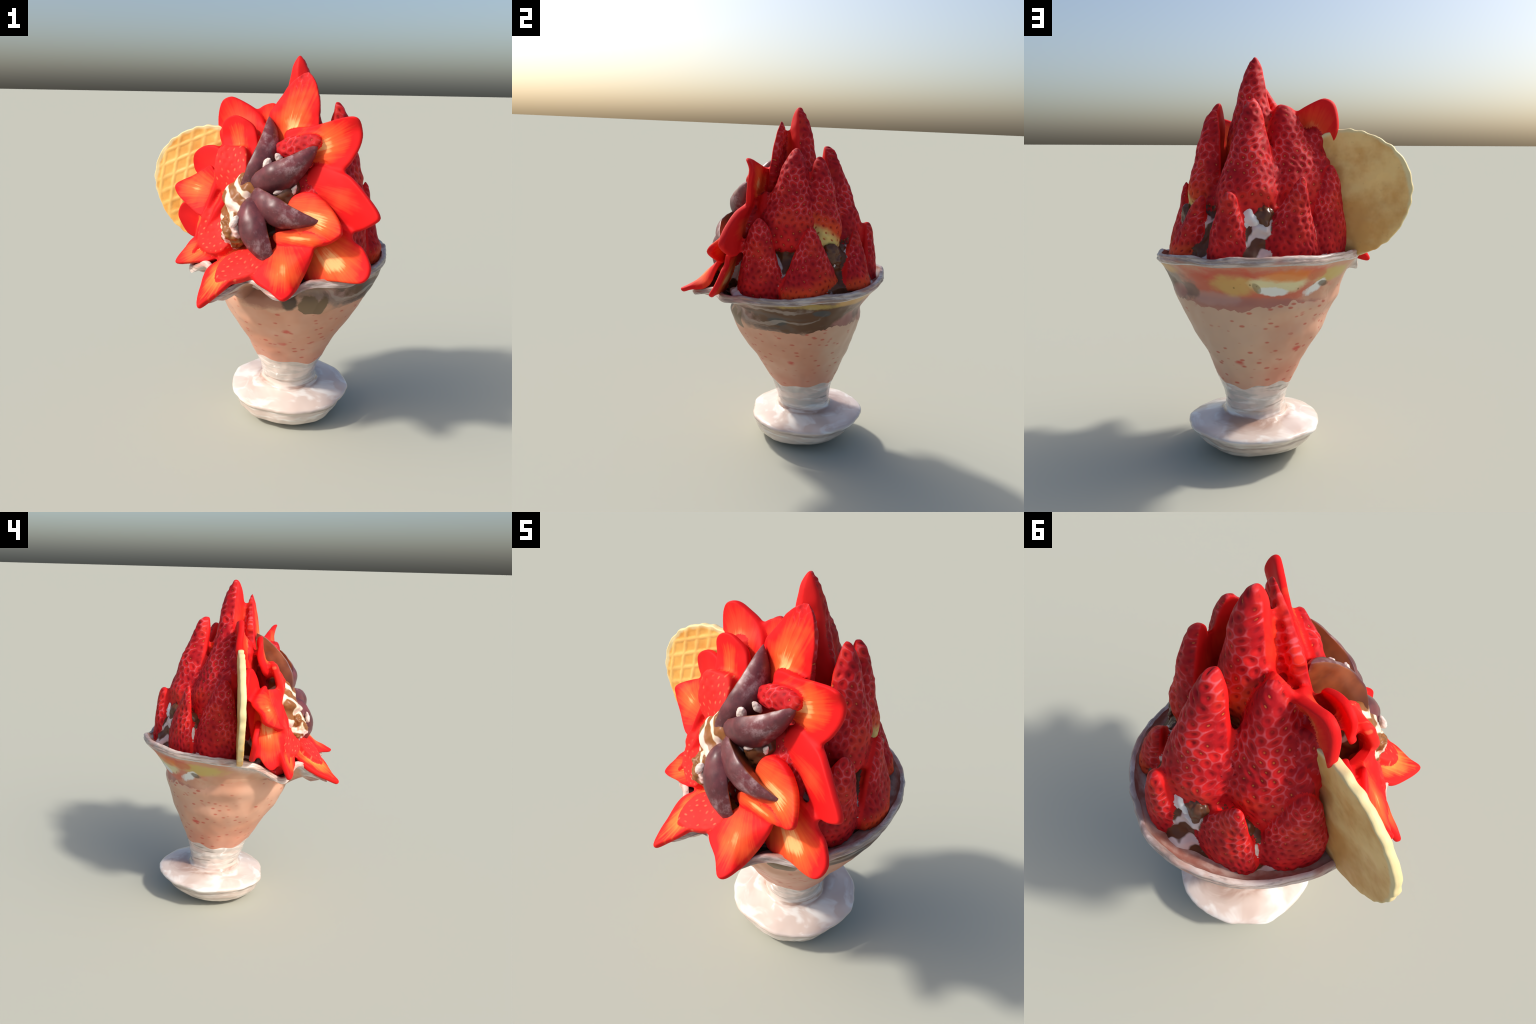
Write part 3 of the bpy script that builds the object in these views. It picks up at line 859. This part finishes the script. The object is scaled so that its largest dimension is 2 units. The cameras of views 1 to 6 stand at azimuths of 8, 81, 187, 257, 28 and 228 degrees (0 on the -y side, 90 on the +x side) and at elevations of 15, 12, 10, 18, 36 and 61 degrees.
FRONT = (.1, -1, .25)
def closed_curve(pts, n=140):
    """smooth closed curve (periodic Catmull-Rom) through a few control points"""
    pts = np.asarray(pts, float)
    m = len(pts)
    t = np.linspace(0, m, n, endpoint=False)
    k = t.astype(int)
    f = (t - k)[:, None]
    p0, p1, p2, p3 = (pts[(k + d) % m] for d in (-1, 0, 1, 2))
    return .5 * (2 * p1 + (p2 - p0) * f + (2 * p0 - 5 * p1 + 4 * p2 - p3) * f ** 2 + (3 * p1 - p0 - 3 * p2 + p3) * f ** 3)

def cut_slice(outline, tip, out, mat, thick=.028, dome=.0, seed=0, pits=0):
    """A flat-cut slice: its edge runs through the control points, `tip` is the
    index of the point at the end away from the heart of the fan."""
    O = np.asarray(outline, float)
    c = O.mean(0)
    nrm = np.linalg.svd(O - c)[2][2]
    if np.dot(nrm, out) < 0:
        nrm = -nrm
    T = O[tip]
    far = c + (c - T)
    ax = unit((T - c) - nrm * np.dot(T - c, nrm))
    lo = ((O - c) @ ax).min()
    B = c + ax * lo
    M = frame(B, B + ax, nrm)
    R = np.array(M.to_3x3())
    E = (closed_curve(O) - B) @ R
    cc = (c - B) @ R
    rows = []
    h = thick / 2
    for k in np.linspace(.05, .93, 12):
        r = cc + (E - cc) * k
        r[:, 1] = cc[1] + (E[:, 1] - cc[1]) * k ** 2 + .008 + dome * (1 - k ** 2)
        rows.append(r)
    for a in np.linspace(80, -80, 7):
        k = .94 + .06 * math.cos(math.radians(a))
        r = cc + (E - cc) * k
        r[:, 1] = E[:, 1] + .008 - h + h * math.sin(math.radians(a))
        rows.append(r)
    for k in np.linspace(.93, .05, 12):
        r = cc + (E - cc) * k
        r[:, 1] = cc[1] + (E[:, 1] - cc[1]) * k ** 2 + .008 - 2 * h
        rows.append(r)
    P = np.array(rows)
    P[..., 1] += fbm(P, 7.0, seed, 2) * .006
    me = grid_mesh('strawberry_slice', P)
    # make sure faces look outwards
    import bmesh
    bm = bmesh.new()
    bm.from_mesh(me)
    bmesh.ops.recalc_face_normals(bm, faces=bm.faces)
    bm.to_mesh(me)
    bm.free()
    o = new_obj('strawberry_slice', me, MAT[mat], root, M)
    FUSE.append((o, (pits, 1, seed)))
    return o

# top slice, a half berry with its cut face to the front
fan_slice((.085, -.09, 1.46), (.205, -.066, 1.918), (-.01, -.03, 1.69), (.258, -.12, 1.70), (-.1, -1, .3), mat='slice_skin', p=1.25, q=1, back=.055, seed=21, peak=.42, W=.148, pits=.8)
# upper left pair, one behind the other, and the one between them and the top
cut_slice([(-.270, .10, 1.631), (-.256, .09, 1.755), (-.212, .082, 1.795), (-.158, .078, 1.785), (-.054, .055, 1.724), (-.01, -.02, 1.64), (-.06, -.04, 1.50), (-.21, .04, 1.50)], 2, (-.2, -1, .2), 'slice', seed=22, thick=.036)
cut_slice([(-.225, -.025, 1.60), (-.218, -.03, 1.672), (-.167, -.041, 1.706), (-.11, -.045, 1.694), (-.049, -.058, 1.644), (-.03, -.10, 1.53), (-.08, -.12, 1.46), (-.20, -.07, 1.50)], 2, (-.2, -1, .3), 'slice_orange', seed=23)
cut_slice([(-.06, .075, 1.72), (.005, .09, 1.766), (.05, .08, 1.745), (.08, .03, 1.62), (-.03, .02, 1.60)], 1, (0, -1, .2), 'slice', seed=24)
# right upper
cut_slice([(.10, -.105, 1.630), (.25, -.175, 1.672), (.424, -.276, 1.722), (.470, -.264, 1.665), (.462, -.274, 1.58), (.392, -.264, 1.475), (.29, -.225, 1.515), (.16, -.17, 1.50)], 3, (-.2, -1, .4), 'slice_orange', seed=25)
# right middle
cut_slice([(.26, -.215, 1.49), (.386, -.275, 1.468), (.455, -.345, 1.425), (.556, -.420, 1.308), (.546, -.416, 1.255), (.440, -.340, 1.200), (.34, -.285, 1.305), (.23, -.235, 1.40)], 3, (.3, -1, .4), 'slice', seed=26, thick=.036)
# centre right with its curl
cut_slice([(.267, -.318, 1.372), (.351, -.371, 1.306), (.400, -.462, 1.236), (.380, -.468, 1.190), (.284, -.400, 1.136), (.20, -.375, 1.19), (.14, -.31, 1.28), (.17, -.28, 1.35)], 2, (.2, -1, .5), 'slice_orange', seed=27, thick=.036)
cut_slice([(.33, -.435, 1.165), (.284, -.402, 1.132), (.18, -.378, 1.125), (.098, -.362, 1.130), (.08, -.34, 1.17), (.16, -.36, 1.20), (.26, -.39, 1.20)], 0, (0, -1, .6), 'slice_orange', seed=28, thick=.04)
# lower right
cut_slice([(.434, -.362, 1.208), (.458, -.374, 1.165), (.506, -.402, 1.130), (.540, -.440, 1.050), (.500, -.468, .990), (.372, -.412, .974), (.232, -.365, .962), (.23, -.32, 1.10), (.32, -.30, 1.22)], 4, (.2, -1, .35), 'slice_orange', seed=29)
# bottom
cut_slice([(.275, -.405, 1.128), (.224, -.468, .985), (.196, -.568, .950), (.150, -.606, .932), (.085, -.535, .952), (.002, -.452, .976), (.04, -.42, 1.04), (.08, -.37, 1.10), (.18, -.34, 1.16)], 3, (.1, -1, .8), 'slice_orange', seed=30)
# bottom left, two points over the lip of the glass
cut_slice([(-.250, -.522, .848), (-.262, -.40, .905), (-.249, -.302, .969), (-.169, -.255, 1.025), (-.06, -.23, 1.09), (.01, -.33, 1.05), (-.10, -.455, .955), (-.19, -.500, .882)], 0, (-.3, -.6, 1), 'slice_pale', seed=31, thick=.028)
cut_slice([(-.446, -.160, .953), (-.402, -.135, 1.03), (-.345, -.120, 1.093), (-.22, -.16, 1.15), (-.15, -.24, 1.05), (-.245, -.238, .994), (-.33, -.21, .975)], 0, (-.5, -.9, .6), 'slice_orange', seed=32, thick=.03)
# left
cut_slice([(-.484, .017, 1.341), (-.404, .050, 1.382), (-.33, .00, 1.425), (-.275, -.045, 1.45), (-.245, -.075, 1.36), (-.265, -.13, 1.23), (-.314, -.14, 1.204), (-.40, -.07, 1.243), (-.474, .0, 1.29)], 0, (-.5, -1, .1), 'slice_orange', seed=33)
cut_slice([(-.392, .087, 1.40), (-.398, .084, 1.492), (-.327, .064, 1.545), (-.24, .02, 1.53), (-.22, -.02, 1.42), (-.30, .04, 1.37)], 1, (-.3, -1, .1), 'slice_darker', seed=34)
cut_slice([(-.440, .025, 1.245), (-.480, .045, 1.195), (-.476, .048, 1.14), (-.420, .055, 1.058), (-.33, .02, 1.06), (-.26, .00, 1.17), (-.33, -.01, 1.26)], 1, (-.3, -1, .0), 'slice_darker', seed=35)
# on the wafer side, hanging down to the rim
fan_slice((-.24, -.04, 1.42), (-.385, -.07, .99), (-.26, -.14, 1.2), (-.30, .05, 1.2), (-1, -.4, .2), mat='slice_orange', p=1.8, q=.9, seed=36, W=.11, back=.03, base=.92)
fan_slice((-.20, -.09, 1.32), (-.370, -.150, .985), (-.26, -.2, 1.1), (-.30, -.03, 1.1), (-1, -.6, .3), mat='slice', p=1.74, q=.9, seed=37, W=.085, back=.03, base=.92)

# slices that lie skin side out
cut_slice([(-.225, -.118, 1.545), (-.16, -.118, 1.562), (-.086, -.135, 1.548), (-.070, -.215, 1.42), (-.11, -.21, 1.31), (-.188, -.158, 1.315), (-.242, -.150, 1.427)], 1, (-.4, -1, .2), 'skin_bright', seed=41, thick=.036, dome=.008, pits=.3)
cut_slice([(-.322, -.175, 1.064), (-.315, -.16, 1.15), (-.298, -.163, 1.225), (-.231, -.103, 1.305), (-.13, -.15, 1.30), (-.09, -.25, 1.18), (-.160, -.290, 1.066), (-.25, -.25, 1.035)], 0, (-.6, -1, .3), 'skin_bright', seed=42, thick=.04, dome=.012, pits=.3)
cut_slice([(-.172, -.435, .958), (-.185, -.36, 1.00), (-.12, -.30, 1.06), (.00, -.31, 1.09), (.10, -.37, 1.07), (.05, -.43, 1.015), (-.06, -.455, .97)], 0, (-.2, -1, .8), 'skin_bright', seed=43, thick=.04, dome=.012, pits=.3)
def skin_slice(B, T, W, out, width, mat='skin_bright', front=.022, back=.025, seed=0, **kw):
    return berry('strawberry_slice', B, T, W, out=out, width=width, front=front, back=back, front_n=.8, back_n=.6, mat=mat, seed=seed, rows=64, cols=96, **kw)
skin_slice((.06, -.155, 1.545), (.288, -.245, 1.608), .050, (-.1, -1, .5), (0, .3, 1), mat='wedge', seed=44, peak=.5, front=.035, p=2.4, q=.6, pits=.8)

# flesh between the slices, so that the fan reads as one flower
def web(c, r, seed, mat='web'):
    o = new_obj('strawberry_chunk', blob_mesh('strawberry_chunk', (0, 0, 0), r, 40, 56, .02, 7.0, seed), MAT[mat], root, Matrix.Translation(c))
    FUSE.append((o, None))
    return o
FACE = np.array([(.102, -.082, 1.617), (-.19, -.15, 1.45), (-.25, -.17, 1.20), (-.17, -.26, 1.02), (.12, -.404, 1.014), (.18, -.317, 1.29),
                 (.296, -.254, 1.367), (.286, -.216, 1.584), (.434, -.362, 1.205), (-.09, -.08, 1.55)])
pa, pb, pc = np.linalg.lstsq(np.c_[np.ones(len(FACE)), FACE[:, 0], FACE[:, 2]], FACE[:, 1], rcond=None)[0]
nf_ = unit(V3(pb, -1, pc))
c0 = V3(.10, pa + pb * .10 + pc * 1.31, 1.31) - nf_ * .055
Mb = frame(c0, c0 + V3(0, pc, 1), nf_)
FUSE.append((new_obj('strawberry_bed', blob_mesh('strawberry_bed', (0, 0, 0), (.265, .06, .28), 90, 140, .02, 6.0, 58), MAT['web'], root, Mb), None))
web((-.25, -.10, .965), (.11, .09, .05), 62)
web((-.13, .09, 1.50), (.08, .06, .15), 63)
web((-.165, .140, 1.42), (.07, .07, .10), 65)
web((.045, .285, 1.37), (.06, .05, .12), 66)
web((.31, -.15, 1.30), (.10, .07, .24), 60)
web((-.16, .05, 1.25), (.10, .05, .22), 57)
web((-.12, .035, 1.55), (.09, .045, .13), 59)

# ----------------------------------------------------------------------------
# black grape halves: boat shaped, flat cut face
# ----------------------------------------------------------------------------
def grape(B, T, W, depth, cut_normal, bend=-.035, seed=0):
    B, T = V3(*B), V3(*T)
    L = np.linalg.norm(T - B)
    M = frame(B, T, -V3(*cut_normal))
    rows, cols = 56, 72
    u = .5 - .5 * np.cos(np.pi * np.linspace(.012, .988, rows))
    k = np.maximum(berry_width(u, .42, 1.55, .85, .15), .02)
    th = np.linspace(0, 2 * np.pi, cols, endpoint=False)
    c, s = np.cos(th), np.sin(th)
    dep = np.where(s > 0, s ** .9 * depth, -np.abs(s) ** .3 * .010)
    X = W * k[:, None] * c[None]
    Y = (k ** .9)[:, None] * dep[None] + (bend * (2 * u - 1) ** 2)[:, None]
    Z = np.repeat((u * L)[:, None], cols, 1)
    P = np.stack([X, Y, Z], -1)
    P = P + np.stack([c[None] * np.ones_like(X), s[None] * np.ones_like(X), 0 * X], -1) * (fbm(P, 7.0, seed, 3) * .006)[..., None]
    return new_obj('grape_half', grid_mesh('grape_half', P), MAT['grape'], root, M)

grape((-.055, -.228, 1.345), (.050, -.066, 1.700), .092, .090, (-.85, .35, .25), seed=61)
grape((-.055, -.208, 1.345), (.282, -.270, 1.565), .092, .092, (-.2, .7, .65), seed=62)
grape((-.045, -.240, 1.340), (.292, -.408, 1.225), .082, .092, (.30, .6, .65), seed=63)
grape((-.065, -.268, 1.325), (.080, -.404, 1.005), .082, .090, (.6, .7, .2), seed=64)

# ----------------------------------------------------------------------------
# round wafer, waffled on the front
# ----------------------------------------------------------------------------
def wafer():
    rows, cols = 100, 200
    th = np.linspace(0, 2 * np.pi, cols, endpoint=False)
    edge = WAF_R * (.992 + .010 * np.abs(np.sin(th * 14 + 1.5 * np.sin(th * 3))) + .012 * np.sin(th * 5 + 1) + .007 * np.sin(th * 27 + 2 + np.sin(th * 4)) + .008 * np.sin(th * 2 + 2.2) - .055 * gau(th, 222, 34) + .010 * gau(th, 180, 20))
    H = .016
    def face(r, side):
        x = edge[None] * r[:, None] * np.cos(th)
        z = edge[None] * r[:, None] * np.sin(th)
        y = np.full_like(x, side * H)
        if side < 0:
            u = x - .17 * z
            v = z - .42 * x
            cu = np.abs(np.mod(u / WAF_CELL, 1) - .5)
            cv = np.abs(np.mod(v / WAF_CELL, 1) - .5)
            rib = np.clip((np.maximum(cu, cv) - .30) / .16, 0, 1)
            inner = np.clip((1 - r[:, None]) / .08, 0, 1)
            y = y - (rib - 1) * .0032 * inner
        return np.stack([x, y, z], -1)
    r = np.sqrt(np.linspace(.0004, .985, rows))
    a = face(r, -1)
    e = []
    for t in np.linspace(-.9, .9, 7):
        rr = 1 + .012 * math.cos(t * 1.57)
        e.append(np.stack([edge * rr * np.cos(th), np.full(cols, t * H), edge * rr * np.sin(th)], -1))
    b = face(r[::-1], 1)
    P = np.concatenate([a, np.array(e), b], 0)
    P[..., 1] += fbm(P * np.array([1, 0, 1]), 3.0, 9.0, 2) * .010 + fbm(P, 14.0, 2.0, 2) * .003
    M = frame(V3(-.318, .106, 1.326), V3(-.318, .106, 2.326), V3(.155, .988, 0))
    return new_obj('wafer', grid_mesh('wafer', P), MAT['wafer'], root, M)
wafer()

# ----------------------------------------------------------------------------
# let the touching fruit run into one skin: grow, merge, shrink back (this
# fills the creases), then hand the faces back to the pieces they belong to
# ----------------------------------------------------------------------------
from mathutils.bvhtree import BVHTree

def mesh_arrays(me):
    v = np.empty(len(me.vertices) * 3)
    me.vertices.foreach_get('co', v)
    n = np.empty(len(me.vertices) * 3)
    me.vertex_normals.foreach_get('vector', n)
    return v.reshape(-1, 3), n.reshape(-1, 3)

def relax(v, e, times, k=.5):
    deg = np.bincount(e.ravel(), minlength=len(v)).astype(float)[:, None]
    for _ in range(times):
        acc = np.zeros_like(v)
        for c in range(3):
            acc[:, c] = np.bincount(e[:, 0], v[e[:, 1], c], len(v)) + np.bincount(e[:, 1], v[e[:, 0], c], len(v))
        v = v + k * (acc / np.maximum(deg, 1) - v)
    return v

def set_co(me, v):
    me.vertices.foreach_set('co', v.ravel())
    me.update()

def fuse(items, voxel=.0048, grow=.009):
    bpy.context.view_layer.update()
    V, VG, F, owner, off = [], [], [], [], 0
    for k, (o, _) in enumerate(items):
        v, n = mesh_arrays(o.data)
        Mw = np.array(o.matrix_world)
        w = v @ Mw[:3, :3].T + Mw[:3, 3]
        wn = n @ Mw[:3, :3].T
        V.append(w)
        VG.append(w + wn * grow)
        for p in o.data.polygons:
            F.append([off + i for i in p.vertices])
        owner += [k] * len(o.data.polygons)
        off += len(v)
    V, VG = np.concatenate(V), np.concatenate(VG)
    src = bpy.data.meshes.new('merge_source')
    src.from_pydata(VG.tolist(), [], F)
    so = bpy.data.objects.new('merge_source', src)
    bpy.context.scene.collection.objects.link(so)
    md = so.modifiers.new('r', 'REMESH')
    md.mode = 'VOXEL'
    md.voxel_size = voxel
    dg = bpy.context.evaluated_depsgraph_get()
    me = bpy.data.meshes.new_from_object(so.evaluated_get(dg))
    bpy.data.objects.remove(so)
    e = np.empty(len(me.edges) * 2, int)
    me.edges.foreach_get('vertices', e)
    e = e.reshape(-1, 2)
    v, _ = mesh_arrays(me)
    v = relax(v, e, 4)
    set_co(me, v)
    v, n = mesh_arrays(me)
    n = relax(n, e, 2)
    n /= np.linalg.norm(n, axis=1, keepdims=True) + 1e-9
    v = relax(v - n * grow, e, 3)
    set_co(me, v)
    # who owns which vertex
    tree = BVHTree.FromPolygons(V.tolist(), F)
    own = np.array([owner[tree.find_nearest(p)[2]] for p in v.tolist()])
    _, n = mesh_arrays(me)
    # dimples, in each berry's own frame
    disp = np.zeros(len(v))
    for k, (o, info) in enumerate(items):
        if not info or not info[0]:
            continue
        pits, side, seed = info
        idx = np.where(own == k)[0]
        Mi = np.array(o.matrix_world.inverted())
        L = v[idx] @ Mi[:3, :3].T + Mi[:3, 3]
        d = pit_distance_np(L[:, 0], L[:, 1], L[:, 2])
        amt = (-np.exp(-(d / .0085) ** 2) * .0056 + np.exp(-((d - .023) / .007) ** 2) * .0024) * pits
        msk = np.clip((L[:, 1] * side + .004) / .02, 0, 1) * np.clip(.75 + .8 * fbm(L, 9.0, 8 + seed, 2), .25, 1.2)
        disp[idx] = amt * msk
    v = v + n * disp[:, None]
    set_co(me, v)
    v, n = mesh_arrays(me)
    nf = len(me.polygons)
    lv = np.empty(len(me.loops), int)
    me.loops.foreach_get('vertex_index', lv)
    ls = np.empty(nf, int)
    me.polygons.foreach_get('loop_start', ls)
    lt = np.empty(nf, int)
    me.polygons.foreach_get('loop_total', lt)
    # majority of the corners
    c4 = np.stack([own[lv[ls + np.minimum(i, lt - 1)]] for i in range(4)], 1)
    votes = (c4[:, :, None] == c4[:, None, :]).sum(2)
    fo = c4[np.arange(nf), votes.argmax(1)]
    for k, (o, _) in enumerate(items):
        fi = np.where(fo == k)[0]
        old = o.data
        if len(fi) < 12:
            bpy.data.objects.remove(o)
            continue
        faces = [lv[ls[f]:ls[f] + lt[f]] for f in fi]
        used, inv = np.unique(np.concatenate(faces), return_inverse=True)
        out, p = [], 0
        for f in faces:
            out.append(inv[p:p + len(f)].tolist())
            p += len(f)
        Mi = np.array(o.matrix_world.inverted())
        L = v[used] @ Mi[:3, :3].T + Mi[:3, 3]
        nn = n[used] @ Mi[:3, :3].T
        m2 = bpy.data.meshes.new(old.name)
        m2.from_pydata(L.tolist(), [], out)
        m2.polygons.foreach_set('use_smooth', [True] * len(m2.polygons))
        m2.normals_split_custom_set_from_vertices(nn.tolist())
        m2.materials.append(old.materials[0])
        m2.use_auto_texspace = False
        m2.texspace_location = old.texspace_location
        m2.texspace_size = old.texspace_size
        o.data = m2
    bpy.data.meshes.remove(me)

fuse(FUSE)
bpy.context.view_layer.update()
